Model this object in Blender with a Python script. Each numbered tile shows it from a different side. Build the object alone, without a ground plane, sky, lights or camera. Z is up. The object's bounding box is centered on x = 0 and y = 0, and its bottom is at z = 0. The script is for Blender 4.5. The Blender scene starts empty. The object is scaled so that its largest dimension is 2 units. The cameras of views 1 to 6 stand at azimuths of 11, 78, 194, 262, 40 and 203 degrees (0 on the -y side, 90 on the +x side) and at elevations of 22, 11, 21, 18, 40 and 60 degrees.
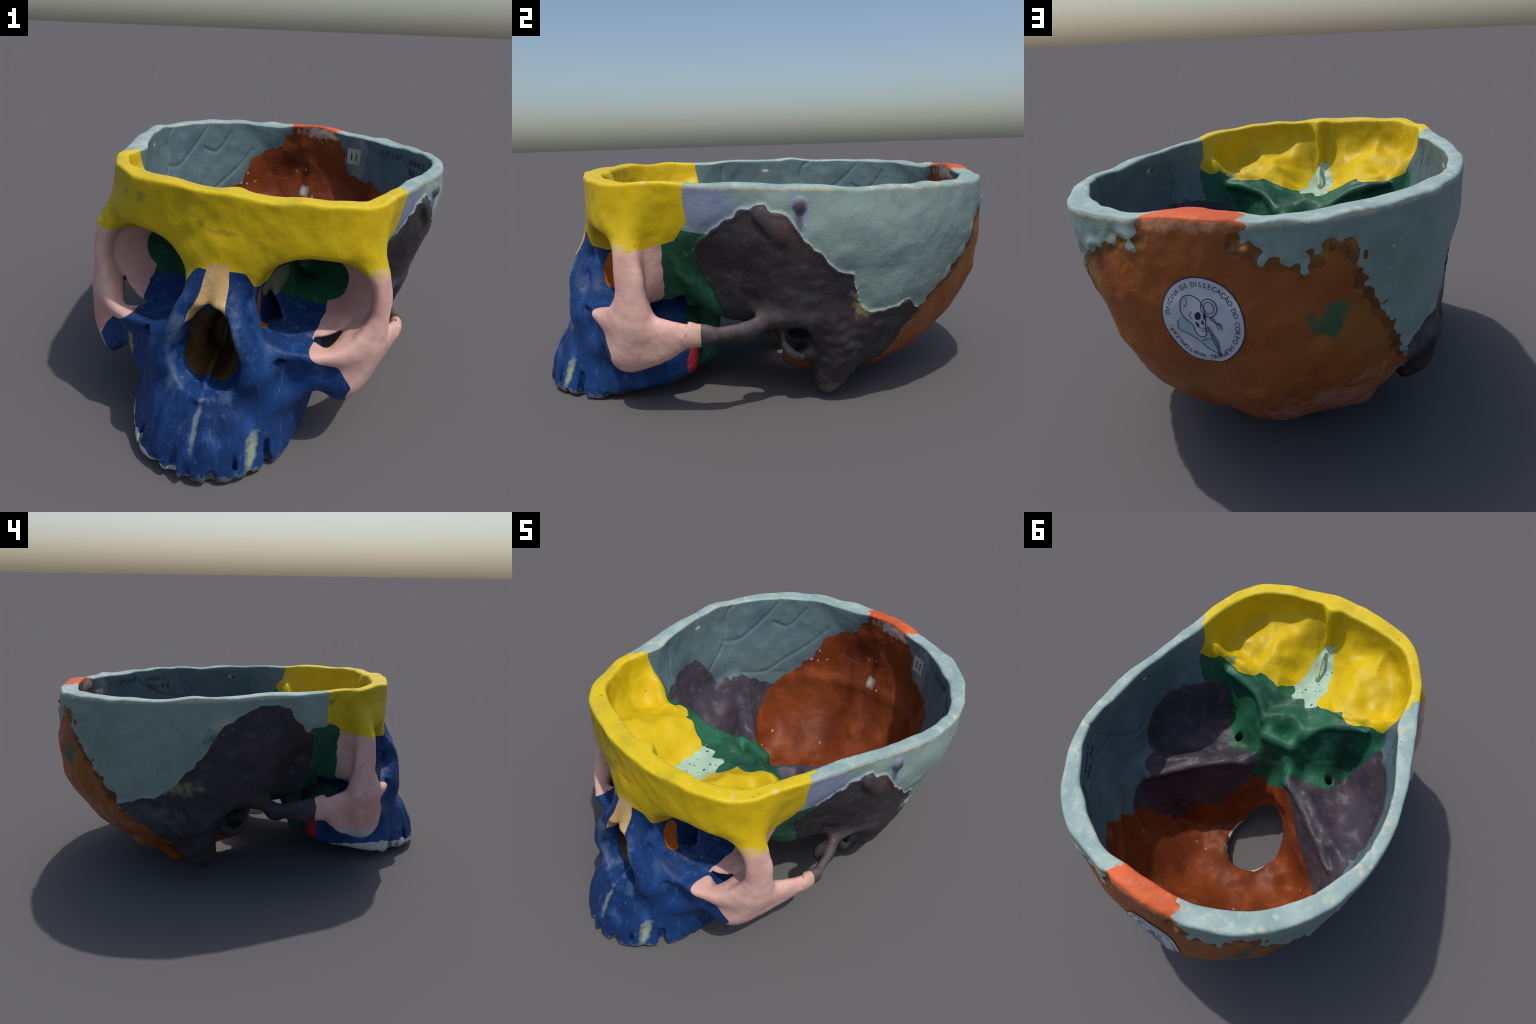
"""A painted anatomical skull with the skullcap sawn off.

The whole bone surface is described once, as an implicit body in the skull's own frame
(x to its left, y to the back of the head, z up), then polygonised, cut along the sutures into
named bones and painted bone by bone."""
import math
import bpy
import numpy as np

VOXEL = 0.0068
rng = np.random.default_rng(11)

# ----------------------------------------------------------------------------- the skull's frame
EX = np.array([0.9966, -0.082, -0.045]); EX /= np.linalg.norm(EX)
EY = np.array([0.082, 0.9966, 0.0]); EY -= EX * (EX @ EY); EY /= np.linalg.norm(EY)
EZ = np.cross(EX, EY)
ORIGIN = np.array([-0.013, 0.0, 0.0]) - 0.035 * EX

# ----------------------------------------------------------------------------- sampling grid
LO, HI = np.array([-0.82, -1.09, -0.08]), np.array([0.80, 1.06, 1.02])
N = np.ceil((HI - LO) / VOXEL).astype(int) + 1
GX = (LO[0] + VOXEL * np.arange(N[0])).astype(np.float32)
GY = (LO[1] + VOXEL * np.arange(N[1])).astype(np.float32)
GZ = (LO[2] + VOXEL * np.arange(N[2])).astype(np.float32)


def smin(a, b, k):
    h = np.maximum(k - np.abs(a - b), 0.0) / k
    return np.minimum(a, b) - h * h * k * 0.25


def smax(a, b, k):
    return -smin(-a, -b, k)


class Box:
    """The part of the grid round some points, so that small pieces stay cheap."""

    def __init__(self, lo, hi):
        self.s = tuple(slice(max(0, int((lo[i] - LO[i]) / VOXEL) - 1), min(N[i], int((hi[i] - LO[i]) / VOXEL) + 3)) for i in range(3))
        self.x = GX[self.s[0]][:, None, None]
        self.y = GY[self.s[1]][None, :, None]
        self.z = GZ[self.s[2]][None, None, :]


def segment(b, p, q, rp, rq, squash=None):
    """Distance to a bar from p to q; squash = (direction, factor) thins it along a direction."""
    p, q = np.asarray(p, float), np.asarray(q, float)
    dx, dy, dz = b.x - p[0], b.y - p[1], b.z - p[2]
    d = q - p
    if squash:
        n = np.asarray(squash[0], float); n /= np.linalg.norm(n)
        s = (dx * n[0] + dy * n[1] + dz * n[2]) * (squash[1] - 1.0)
        dx, dy, dz = dx + s * n[0], dy + s * n[1], dz + s * n[2]
        d = d + n * (d @ n) * (squash[1] - 1.0)
    t = np.clip((dx * d[0] + dy * d[1] + dz * d[2]) / max(d @ d, 1e-9), 0, 1)
    dist = np.sqrt((dx - t * d[0]) ** 2 + (dy - t * d[1]) ** 2 + (dz - t * d[2]) ** 2)
    out = dist - (rp + (rq - rp) * t)
    return out / (1 + 0.35 * (squash[1] - 1.0)) if squash else out


def blob(b, c, r, yaw=0.0, pitch=0.0):
    """Ellipsoid: radii r, turned by yaw about z, then pitched about its own x."""
    dx, dy, dz = b.x - c[0], b.y - c[1], b.z - c[2]
    ca, sa = math.cos(yaw), math.sin(yaw)
    u, v = dx * ca + dy * sa, -dx * sa + dy * ca
    cp, sp = math.cos(pitch), math.sin(pitch)
    v, w = v * cp + dz * sp, -v * sp + dz * cp
    k0 = np.sqrt((u / r[0]) ** 2 + (v / r[1]) ** 2 + (w / r[2]) ** 2)
    k1 = np.sqrt((u / r[0] ** 2) ** 2 + (v / r[1] ** 2) ** 2 + (w / r[2] ** 2) ** 2)
    return k0 * (k0 - 1.0) / np.maximum(k1, 1e-6)


def add(field, b, d, k):
    field[b.s] = smin(field[b.s], d, k)


def cut(field, b, d, k):
    field[b.s] = smax(field[b.s], -d, k)


def through(pts, step=4):
    """Catmull-Rom curve through control points (any number of columns)."""
    p = np.asarray(pts, float)
    if len(p) < 3:
        return p
    q = np.vstack([2 * p[0] - p[1], p, 2 * p[-1] - p[-2]])
    t = np.arange(step)[:, None] / step
    rows = []
    for a, b, c, d in zip(q[:-3], q[1:-2], q[2:-1], q[3:]):
        rows.append(b + 0.5 * t * (c - a + t * (2 * a - 5 * b + 4 * c - d + t * (3 * (b - c) + d - a))))
    return np.vstack(rows + [p[-1:]])


def bar(field, pts, k=0.03, squash=None, carve=False):
    """A smooth bar through points (x, y, z, radius)."""
    pts = through(pts)
    m = pts[:, 3].max() + k + 0.02
    b = Box(pts[:, :3].min(0) - m, pts[:, :3].max(0) + m)
    d = None
    for a, c in zip(pts[:-1], pts[1:]):
        e = segment(b, a[:3], c[:3], a[3], c[3], squash)
        d = e if d is None else np.minimum(d, e)
    (cut if carve else add)(field, b, d, k)


def lump(field, c, r, k=0.03, yaw=0.0, pitch=0.0, carve=False):
    m = max(r) + k + 0.02
    b = Box(np.array(c) - m, np.array(c) + m)
    (cut if carve else add)(field, b, blob(b, c, r, yaw, pitch), k)


def both(pts):
    """The same points mirrored to the other side of the head."""
    pts = np.array(pts, float)
    m = pts.copy(); m[..., 0] *= -1
    return pts, m


def flip(v, side):
    return (v[0] * side,) + tuple(v[1:])


# ----------------------------------------------------------------------------- smooth random relief
def upsample(coarse, n, axis):
    t = np.linspace(1, coarse.shape[axis] - 3.001, n)
    i = t.astype(int); f = (t - i).astype(np.float32)
    shape = [1] * coarse.ndim; shape[axis] = n
    f = f.reshape(shape)
    w = ((1 - f) ** 3 / 6, (3 * f ** 3 - 6 * f * f + 4) / 6, (-3 * f ** 3 + 3 * f * f + 3 * f + 1) / 6, f ** 3 / 6)
    return sum(np.take(coarse, i + j - 1, axis=axis) * w[j] for j in range(4))


def relief(shape, cell):
    """Cubic value noise with features of about `cell` metres, amplitude about 1."""
    c = [int(round(s * VOXEL / cell)) + 5 for s in shape]
    v = rng.standard_normal(c).astype(np.float32) * 1.8
    for axis in range(len(shape)):
        v = upsample(v, shape[axis], axis)
    return v


# ----------------------------------------------------------------------------- vault: rim outline and wall profile
CENTRE = (0.035, 0.10)          # axis round which the vault is described
TURN = np.arange(-180, 180, 15)  # degrees from the forehead, positive to +x
RIM_OUT = [.845, .872, .897, .880, .838, .778, .726, .706, .725, .792, .868, .868,
           .862, .856, .843, .720, .640, .608, .628, .674, .730, .787, .832, .826]
RIM_IN = [.760, .785, .800, .795, .765, .720, .668, .633, .640, .742, .795, .780,
          .776, .780, .765, .652, .578, .556, .575, .612, .678, .710, .735, .753]
LEVELS = [.95, .75, .60, .45, .30, .15, 0.0]
WALL = {  # how far the outer wall lies outside (+) or inside (-) the rim, by level, at each turn round the head
    -165: [0, .024, .037, .015, -.065, -.20, -.42],
    -150: [0, -.004, -.018, -.048, -.115, -.25, -.44],
    -135: [0, -.016, -.050, -.075, -.118, -.21, -.42],
    -120: [0, -.026, -.056, -.078, -.105, -.17, -.30],
    -105: [0, -.014, -.052, -.068, -.090, -.14, -.27],
    -90: [0, -.005, -.030, -.062, -.110, -.19, -.28],
    -75: [0, -.012, -.036, -.078, -.140, -.22, -.35],
    -60: [0, -.026, -.095, -.145, -.190, -.30, -.40],
    -45: [0, -.042, -.113, -.160, -.210, -.30, -.40],
    -30: [0, -.010, -.060, -.120, -.200, -.30, -.40],
    0: [0, -.002, -.030, -.050, -.100, -.14, -.20],
    30: [0, -.010, -.060, -.120, -.200, -.30, -.40],
    45: [0, -.042, -.113, -.160, -.210, -.30, -.40],
    60: [0, -.030, -.092, -.145, -.190, -.30, -.40],
    75: [0, .010, -.025, -.075, -.140, -.22, -.35],
    90: [0, .010, -.015, -.055, -.110, -.19, -.29],
    105: [0, .010, -.028, -.070, -.100, -.17, -.28],
    120: [0, .008, -.025, -.068, -.135, -.22, -.36],
    135: [0, -.008, -.038, -.090, -.162, -.29, -.48],
    150: [0, -.002, -.030, -.078, -.150, -.28, -.48],
    165: [0, .028, .032, .002, -.080, -.23, -.44],
    180: [0, .026, .031, .008, -.090, -.23, -.42],
}


def ring(values, theta):
    """Periodic cubic through values every 15 degrees."""
    v = np.asarray(values, float)
    t = (np.degrees(theta) + 180.0) / 15.0
    i = np.floor(t).astype(int); f = t - i
    p = [np.take(v, (i + j) % len(v), axis=0) for j in (-1, 0, 1, 2)]
    return p[1] + 0.5 * f * (p[2] - p[0] + f * (2 * p[0] - 5 * p[1] + 4 * p[2] - p[3] + f * (3 * (p[1] - p[2]) + p[3] - p[0])))


def wall_table():
    rows = []
    keys = [-180] + sorted(WALL)
    WALL[-180] = WALL[180]
    for a in TURN:
        rows.append([np.interp(a, keys, [WALL[k][l] for k in keys]) for l in range(len(LEVELS))])
    return np.array(rows)


WALLS = wall_table()


def smooth_interp(x, xs, ys):
    """Monotone-ish cubic interpolation on uneven knots (xs ascending)."""
    xs, ys = np.asarray(xs, float), np.asarray(ys, float)
    m = np.gradient(ys, xs)
    i = np.clip(np.searchsorted(xs, x) - 1, 0, len(xs) - 2)
    h = xs[i + 1] - xs[i]; t = np.clip((x - xs[i]) / h, 0, 1)
    return (2 * t ** 3 - 3 * t * t + 1) * ys[i] + (t ** 3 - 2 * t * t + t) * h * m[i] + (3 * t * t - 2 * t ** 3) * ys[i + 1] + (t ** 3 - t * t) * h * m[i + 1]


def rim_height(x, y):
    return 0.936 - 0.024 * y


# ----------------------------------------------------------------------------- floor of the braincase and underside of the base
def sheet(points, x, y, soft=0.045):
    """Smooth height sheet through hand-placed heights (x, y, z)."""
    p = np.asarray(points, float)
    d = lambda ax, ay, bx, by: np.sqrt((ax - bx) ** 2 + (ay - by) ** 2 + soft ** 2)
    n = len(p)
    A = np.zeros((n + 1, n + 1))
    A[:n, :n] = d(p[:, None, 0], p[:, None, 1], p[None, :, 0], p[None, :, 1])
    A[:n, n] = A[n, :n] = 1
    w = np.linalg.solve(A, np.append(p[:, 2], 0))
    out = np.full(np.broadcast(x, y).shape, w[n])
    for (px, py, _), wi in zip(p, w[:n]):
        out = out + wi * d(x, y, px, py)
    return out


def mirrored(mid, side):
    return list(mid) + [p for p in side] + [(-p[0], p[1], p[2]) for p in side]


FLOOR = mirrored(
    [(0, -.70, .86), (0, -.62, .70), (0, -.52, .665), (0, -.42, .645), (0, -.33, .645), (0, -.25, .65), (0, -.17, .645),
     (0, -.125, .585), (0, -.085, .61), (0, -.03, .44), (0, .05, .29), (0, .14, .15), (0, .46, .10), (0, .60, .14), (0, .72, .30),
     (0, .84, .46), (0, .92, .75), (0, -.85, .90)],
    [(.10, -.685, .85), (.10, -.55, .715), (.09, -.42, .665), (.20, -.66, .81), (.20, -.55, .79), (.20, -.42, .755), (.32, -.60, .80), (.32, -.48, .79), (.32, -.36, .735),
     (.42, -.48, .780), (.44, -.36, .765), (.32, -.70, .84), (.46, -.58, .82), (.54, -.38, .89),
     (.10, -.20, .645), (.20, -.232, .68), (.32, -.258, .705), (.45, -.255, .78), (.11, -.155, .63),
     (.33, -.212, .51), (.45, -.195, .53), (.23, -.15, .54), (.15, -.09, .49),
     (.25, -.08, .45), (.36, -.08, .435), (.47, -.04, .45), (.30, .02, .44), (.43, .10, .45), (.56, .04, .53), (.54, -.12, .56), (.60, .17, .49), (.18, .01, .47),
     (.07, -.08, .60), (.10, .04, .47), (.20, .10, .485), (.31, .185, .485), (.42, .275, .46), (.51, .355, .46), (.62, .42, .52),
     (.09, .10, .28), (.18, .17, .20), (.28, .25, .225), (.38, .345, .16), (.48, .46, .32), (.36, .52, .13),
     (.17, .34, .09), (.17, .50, .09), (.12, .62, .13), (.30, .48, .09), (.28, .62, .12), (.42, .56, .19), (.25, .75, .28), (.42, .70, .42), (.56, .58, .47), (.20, .85, .51)])
UNDER = mirrored(
    [(0, -.95, .62), (0, -.75, .61), (0, -.50, .57), (0, -.38, .50), (0, -.25, .36), (0, -.12, .26), (0, .02, .16), (0, .08, .12), (0, .45, .03), (0, .58, .03), (0, .72, .07), (0, .9, .15)],
    [(.2, -.7, .66), (.4, -.6, .66), (.3, -.45, .64), (.45, -.40, .58), (.35, -.32, .45), (.22, -.28, .42), (.35, -.18, .36), (.48, -.20, .40),
     (.18, -.1, .30), (.30, .0, .27), (.44, -.06, .37), (.56, -.06, .42), (.52, .06, .34), (.40, .12, .24), (.15, .08, .12), (.25, .18, .12), (.12, .18, .05),
     (.14, .32, .05), (.30, .32, .06), (.45, .32, .15), (.60, .25, .25), (.20, .48, .03), (.35, .48, .10), (.25, .62, .07), (.45, .6, .2), (.3, .8, .2), (.6, .5, .3)])


# ----------------------------------------------------------------------------- the body
def braincase(field):
    x, y = GX[:, None], GY[None, :]
    theta = np.arctan2(x - CENTRE[0], -(y - CENTRE[1]))
    r = np.hypot(x - CENTRE[0], y - CENTRE[1])
    out, inn = ring(RIM_OUT, theta), ring(RIM_IN, theta)
    tab = np.stack([ring(WALLS[:, l], theta) for l in range(len(LEVELS))], -1)     # nx, ny, levels
    lev, order = np.array(LEVELS)[::-1], tab[..., ::-1]
    floor = sheet(FLOOR, x, y)
    floor += 0.012 * relief(floor.shape, 0.085) + 0.005 * relief(floor.shape, 0.04)
    wrinkle = np.abs(relief(floor.shape, 0.06))
    floor += (y < -.28) * 0.010 * (0.6 - wrinkle)
    fgx, fgy = np.gradient(floor, VOXEL)
    fslope = np.sqrt(1 + fgx ** 2 + fgy ** 2)
    under = np.maximum(np.minimum(sheet(UNDER, x, y, 0.06), floor - 0.055), 0.03)
    ugx, ugy = np.gradient(under, VOXEL)
    uslope = np.sqrt(1 + ugx ** 2 + ugy ** 2)
    rim = rim_height(x, y) + 0.004 * relief(floor.shape, 0.07)
    rim = rim + 0.018 * np.exp(-((x - 0.01) / 0.13) ** 2) * (y > 0.6)
    thick = out - inn
    ridge = np.exp(-((x - .0) / .16) ** 2) * (y > 0.5)
    m = np.gradient(order, lev, axis=-1)
    for k, z in enumerate(GZ):
        i = int(np.clip(np.searchsorted(lev, z) - 1, 0, len(lev) - 2))
        h = lev[i + 1] - lev[i]; t = np.clip((z - lev[i]) / h, 0, 1)
        d = (2 * t ** 3 - 3 * t * t + 1) * order[..., i] + (t ** 3 - 2 * t * t + t) * h * m[..., i] + (3 * t * t - 2 * t ** 3) * order[..., i + 1] + (t ** 3 - t * t) * h * m[..., i + 1]
        o = (r - (out + d)) * 0.92
        front = np.clip(np.cos(theta), 0, 1)
        back = np.clip(-np.cos(theta) * 1.5, 0, 1)
        n = (r - (out + np.minimum(d, d * (1 - front)) - thick * (1 + 0.06 * back * np.clip((0.85 - z) / 0.25, 0, 1)) - 0.012 * ridge * math.exp(-((z - .79) / .10) ** 2))) * 0.92
        cavity = smax(n, (floor - z) / fslope, 0.05)
        outer = smax(o, (under - z) / uslope, 0.06)
        HOLLOW[:, :, k] = cavity
        CAP[:, :, k] = z - rim
        field[:, :, k] = smax(outer, -cavity, 0.012)


def face(field):
    f = np.full(field.shape, 0.3, np.float32)
    for s in (1, -1):
        F = lambda *p: [flip(q, s) for q in p]
        # brow ridge and the frontal bone's cheek process
        bar(f, F((0, -.69, .775, .052), (.10, -.65, .76, .045), (.17, -.640, .80, .042), (.25, -.632, .825, .044), (.36, -.602, .815, .046), (.45, -.56, .775, .040), (.495, -.555, .70, .034)), 0.06)
        bar(f, F((.09, -.69, .72, .045), (.125, -.655, .65, .030)), 0.05)
        bar(f, F((.495, -.555, .71, .030), (.478, -.52, .80, .033), (.47, -.48, .88, .030)), 0.06)
        # cheek bone
        low = 0.0 if s > 0 else -.03
        bar(f, F((.500, -.56, .70, .040), (.528, -.548, .62, .052), (.526, -.550, .54, .062), (.505, -.565, .46, .088)), 0.045, squash=((s * .78, -.62, 0), 1.6))
        wide = 0.0 if s > 0 else .018
        bar(f, F((.50 + wide, -.565, .43, .095), (.485 + wide, -.580, .37 + low, .110), (.465 + wide, -.588, .325 + low, .100)), 0.05, squash=((s * .78, -.62, 0), 2.1))
        bar(f, F((.475, -.59, .43, .038), (.41, -.665, .415, .033), (.327, -.70, .415, .030)), 0.04)
        bar(f, F((.50, -.54, .39, .070), (.555, -.45, .395, .055), (.597, -.35, .40, .034), (.604, -.28, .395, .026)), 0.03, squash=((s * .9, -.4, 0), 1.9))
        bar(f, F((.465, -.59, .285 + low, .060), (.525, -.48, .315 + low, .060), (.583, -.37, .37 + low * .5, .034), (.602, -.29, .385 + low * .3, .022)), 0.04, squash=((s * .9, -.4, 0), 1.9))
        # side wall of the orbit: cheek bone and great wing
        bar(f, F((.462, -.505, .605, .115), (.372, -.405, .585, .120), (.315, -.33, .55, .13)), 0.05, squash=((s * .79, .61, 0), 3.0))
        # cheek arch
        bow = 0.0 if s > 0 else .02
        arch = (.395, .385, .395, .030) if s > 0 else (.39, .378, .39, .054)
        bar(f, F((.600, -.34, arch[0], arch[3]), (.592 + bow, -.24, arch[1], arch[3]), (.566 + bow, -.15, arch[1], .034), (.536 + bow, -.08, arch[2], .034), (.51 + bow, .00, .42, .036), (.50, .08, .43, .040)), 0.03, squash=((s, .1, 0), 1.6))
        bar(f, F((.52, -.02, .42, .028), (.46, -.02, .43, .04)), 0.05)
        lump(f, (s * (.525 + bow), -.13, .36 if s > 0 else .345), (.038, .05, .035), 0.04)
        # upper jaw body, frontal process, lower rim of the orbit, root of the cheek bone
        bar(f, F((.070, -.710, .70, .036), (.078, -.762, .61, .032), (.098, -.812, .53, .040), (.13, -.800, .44, .056), (.15, -.79, .36, .068)), 0.05)
        bar(f, F((.135, -.735, .555, .028), (.19, -.735, .475, .028), (.257, -.705, .432, .034), (.33, -.69, .418, .034)), 0.04)
        lump(f, (s * .21, -.65, .32), (.14, .15, .16), 0.07)
        bar(f, F((.24, -.66, .35, .085), (.36, -.615, .315, .062), (.44, -.59, .285, .050)), 0.06)
        lump(f, (s * .23, -.47, .25), (.12, .16, .19), 0.06)
        lump(f, (s * .19, -.50, .36), (.11, .19, .10), 0.05)
        # walls of the orbit
        bar(f, F((.31, -.55, .60, .17), (.17, -.33, .60, .085)), 0.02)
        # wing plates behind the jaw
        bar(f, F((.19, -.28, .42, .055), (.20, -.275, .28, .060), (.20, -.28, .17, .050)), 0.03, squash=((1, .2, 0), 2.6))
        # bony nose
        bar(f, F((.0, -.714, .735, .028), (.022, -.764, .66, .029), (.036, -.812, .592, .023)), 0.055)
    # middle block between the orbits
    b = Box((-.2, -.78, .3), (.2, -.25, .74))
    d = np.maximum(np.maximum(np.abs(b.x) - .13, np.abs(b.y + .52) - .21), np.abs(b.z - .47) - .16)
    add(f, b, d, 0.04)
    # tooth-bearing arch, leaning forward
    b = Box((-.40, -1.07, -.06), (.40, -.24, .42))
    up = np.clip((b.z - 0.05) / 0.25, -0.5, 1.2)
    reach = 0.445 - 0.085 * up - 0.03 * np.maximum(up, 0) ** 2
    half = 0.335 - 0.055 * up
    rho = np.sqrt((b.x / half) ** 2 + (np.minimum(b.y + .55, 0) / reach) ** 2)
    d = (rho - 1) * 0.27
    low = 0.005 + 0.10 * np.clip((b.y + .75) / .4, 0, 1) + 0 * b.x
    d = smax(d, np.maximum(low - b.z, b.z - .36), 0.05)
    d = smax(d, b.y + .33 + 0 * b.x, 0.05)
    add(f, b, d, 0.06)
    bar(f, [(.01, -.86, .285, .03), (.01, -.915, .29, .012)], 0.02)
    field[...] = smin(field, f, 0.06)
    f = field
    # hollows: palate, nose, orbits
    lump(f, (0, -.62, -.06), (.20, .28, .11), 0.03, carve=True)
    b = Box((-.2, -1.0, .22), (.2, -.30, .68))
    mid = 0.012
    wide = 0.124 - 0.42 * np.maximum(b.z - .42, 0) - 0.5 * np.maximum(.36 - b.z, 0)
    wide = wide - .070 * np.clip((b.y + .84) / .14, 0, 1)
    d = smax((np.abs(b.x - mid) - wide) * 0.95 + 0 * b.y, np.maximum(.287 + .10 * (b.y + .85) - b.z, b.z - .592), 0.04)
    d = smax(d, np.abs(b.y + .84) - .25, 0.02)
    cut(f, b, d, 0.012)
    bar(f, [(.01, -.84, .287, .012), (0, -.70, .33, .012), (.0, -.45, .34, .012)], 0.01)
    bar(f, [(-.01, -.62, .60, .016), (0, -.58, .45, .016), (0, -.62, .31, .016)], 0.01, squash=((1, 0, 0), 1.5))
    for s in (1, -1):
        F = lambda *p: [flip(q, s) for q in p]
        b = Box((-.62, -1.0, .35), (.62, -.22, .85))
        # rounded-square tunnel: straight inner wall, slanting outer wall, narrowing towards the back
        back = b.y + .56
        lateral = .497 - np.where(back > 0, 1.15 * back, .03 * back)
        medial = .126 + .26 * np.clip(b.y + .655, 0, .22) + .10 * np.clip(-(b.y + .72), 0, .2)
        cx = s * (lateral + medial) / 2 + .012
        hx = np.maximum((lateral - medial) / 2, .01)
        hz = .166 - .118 * np.clip((b.y + .665) / .26, 0, 1) ** 1.2
        cz = .600 + .03 * np.clip((b.y + .60) / .32, 0, 1)
        u, v = np.abs(b.x - cx) / hx, np.abs(b.z - cz) / hz
        d = ((u ** 2.4 + v ** 2.4) ** (1 / 2.4) - 1) * np.minimum(hx, hz)
        d = smax(d * 0.95, b.y + .34, 0.03)
        d = np.maximum(d, 0.032 - HOLLOW[b.s])      # the roof of the orbit keeps its thickness
        cut(f, b, d, 0.022)
        bar(f, F((.33, -.53, .470, .010), (.30, -.45, .470, .020), (.35, -.39, .45, .030), (.44, -.35, .44, .04)), 0.02, carve=True)
        bar(f, F((.24, -.82, .395, .010), (.24, -.72, .41, .012)), 0.015, carve=True)
        lump(f, (s * .305, -.80, .335), (.07, .08, .09), 0.05, carve=True)
    sockets(f)


def sockets(f):
    """Empty tooth sockets: notches of uneven height round the lower edge of the jaw."""
    heights = [.075, .09, .055, .10, .06, .12, .085, .05, .10, .045, .11, .05]
    for a, h in zip(np.linspace(-72, 66, len(heights)), heights):
        a = math.radians(a + rng.uniform(-4, 4))
        at = lambda reach, z: (.310 * reach * math.sin(a), -.55 - .445 * reach * math.cos(a), z)
        r = rng.uniform(.016, .026)
        bar(f, [at(.985, -.02) + (r,), at(.98, .03) + (r,), at(.975, h) + (r * .5,)], 0.010, carve=True)
    # roots show as soft ribs between the sockets
    for a in np.linspace(-66, 60, 9):
        a = math.radians(a + rng.uniform(-4, 4))
        at = lambda reach, z: (.310 * reach * math.sin(a), -.55 - .445 * reach * math.cos(a), z)
        bar(f, [at(.955, .04) + (.010,), at(.91, .14) + (.010,), at(.83, .22) + (.006,)], 0.03)


def base_of_skull(field):
    for s in (1, -1):
        F = lambda *p: [flip(q, s) for q in p]
        # mastoid process, tympanic plate, styloid stub, condyles
        if s > 0:
            bar(field, F((.49, .26, .33, .09), (.465, .235, .22, .095), (.45, .215, .125, .065), (.437, .21, .10, .05)), 0.06)
        else:
            bar(field, F((.54, .29, .30, .10), (.525, .26, .19, .092), (.51, .235, .12, .060), (.505, .23, .088, .042)), 0.06)
        bar(field, F((.53, .13, .42, .045), (.55, .30, .44, .04)), 0.07)
        bar(field, F((.50, .015, .34, .014), (.515, .03, .275, .018), (.505, .075, .235, .022), (.49, .13, .245, .03)), 0.02)
        bar(field, F((.40, .06, .28, .05), (.36, .08, .22, .03), (.355, .08, .17, .012)), 0.03)
        bar(field, F((.14, .10, .08, .035), (.17, .20, .07, .04)), 0.03)
        bar(field, F((.66, .075, .325, .050), (.50, .08, .325, .044), (.43, .08, .33, .03), (.38, .06, .34, .02)), 0.02, carve=True)
    b = Box((-.24, .0, -.06), (.24, .5, .30))
    rho = np.sqrt(((b.x + .036) / .136) ** 2 + ((b.y - .236) / .182) ** 2) + 0 * b.z
    cut(field, b, (rho - 1) * 0.14, 0.03)
    # keyhole openings in the middle fossa
    for p in ((.243, -.095), (-.283, -.099)):
        bar(field, [(p[0], p[1], .6, .018), (p[0], p[1], .2, .018)], 0.01, carve=True)


def temple_marks(field):
    """A tongue of filler and a small knob stuck on the left temple."""
    bar(field, [(.628, -.07, .83, .034), (.638, -.02, .785, .042), (.640, .0, .752, .034)], 0.010, squash=((1, 0, .1), 1.7))
    lump(field, (.662, .060, .865), (.020, .024, .026), 0.012)
    bar(field, [(.656, .060, .85, .014), (.655, .058, .79, .012)], 0.02)


def crests(field):
    # crest of the forehead on the inside, crista galli
    bar(field, [(.03, -.70, .95, .045), (.03, -.655, .90, .022), (.022, -.640, .82, .016), (.018, -.63, .75, .014)], 0.028)
    bar(field, [(.012, -.60, .70, .018), (.012, -.57, .72, .014), (-.005, -.48, .66, .016)], 0.02, squash=((1, 0, 0), 1.5))
    for s in (1, -1):
        F = lambda *p: [flip(q, s) for q in p]
        bar(field, F((.38, -.25, .722, .012), (.30, -.243, .712, .014), (.19, -.217, .676, .016), (.115, -.155, .62, .02)), 0.035)
        bar(field, F((.12, .045, .475, .012), (.20, .10, .495, .014), (.31, .185, .500, .015), (.42, .275, .478, .014), (.50, .345, .470, .010)), 0.035)
        bar(field, F((.0, -.085, .59, .018), (.075, -.08, .59, .018)), 0.04)


# ----------------------------------------------------------------------------- where one bone ends and the next begins
EYE = np.array([0.0, 0.12, 0.80])   # point inside the braincase from which its inside is mapped


def turn_of(p):
    """Outside map: turn round the head (as a length) and height."""
    t = np.degrees(np.arctan2(p[:, 0] - CENTRE[0], -(p[:, 1] - CENTRE[1])))
    return t


def outside_map(p, back=False):
    t = turn_of(p)
    if back:
        t = np.where(t < 0, t + 360, t)
    return np.stack([t * 0.0125, p[:, 2]], 1)


def inside_map(p):
    """Inside map: direction from EYE, flattened round the downward axis."""
    d = p - EYE
    h = np.hypot(d[:, 0], d[:, 1])
    rho = np.arctan2(h, -d[:, 2]) / np.maximum(h, 1e-6)
    return np.stack([d[:, 0] * rho, d[:, 1] * rho], 1) * 0.55


def polygon(q, pts):
    """Signed distance to a closed outline, positive inside."""
    pts = np.asarray(pts, float)
    d = np.full(len(q), 1e9); inside = np.zeros(len(q), bool)
    for a, b in zip(pts, np.roll(pts, -1, 0)):
        e, w = b - a, q - a
        t = np.clip((w @ e) / max(e @ e, 1e-12), 0, 1)
        d = np.minimum(d, ((w - t[:, None] * e) ** 2).sum(1))
        if a[1] != b[1]:
            inside ^= ((a[1] > q[:, 1]) != (b[1] > q[:, 1])) & (q[:, 0] < (b[0] - a[0]) * (q[:, 1] - a[1]) / (b[1] - a[1]) + a[0])
    return np.where(inside, 1, -1) * np.sqrt(d)


def on_outside(p, pts, back=False):
    return polygon(outside_map(p, back), [(t * 0.0125, z) for t, z in pts])


def on_inside(p, pts):
    return polygon(inside_map(p), [(u * 0.55, v * 0.55) for u, v in pts])


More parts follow.
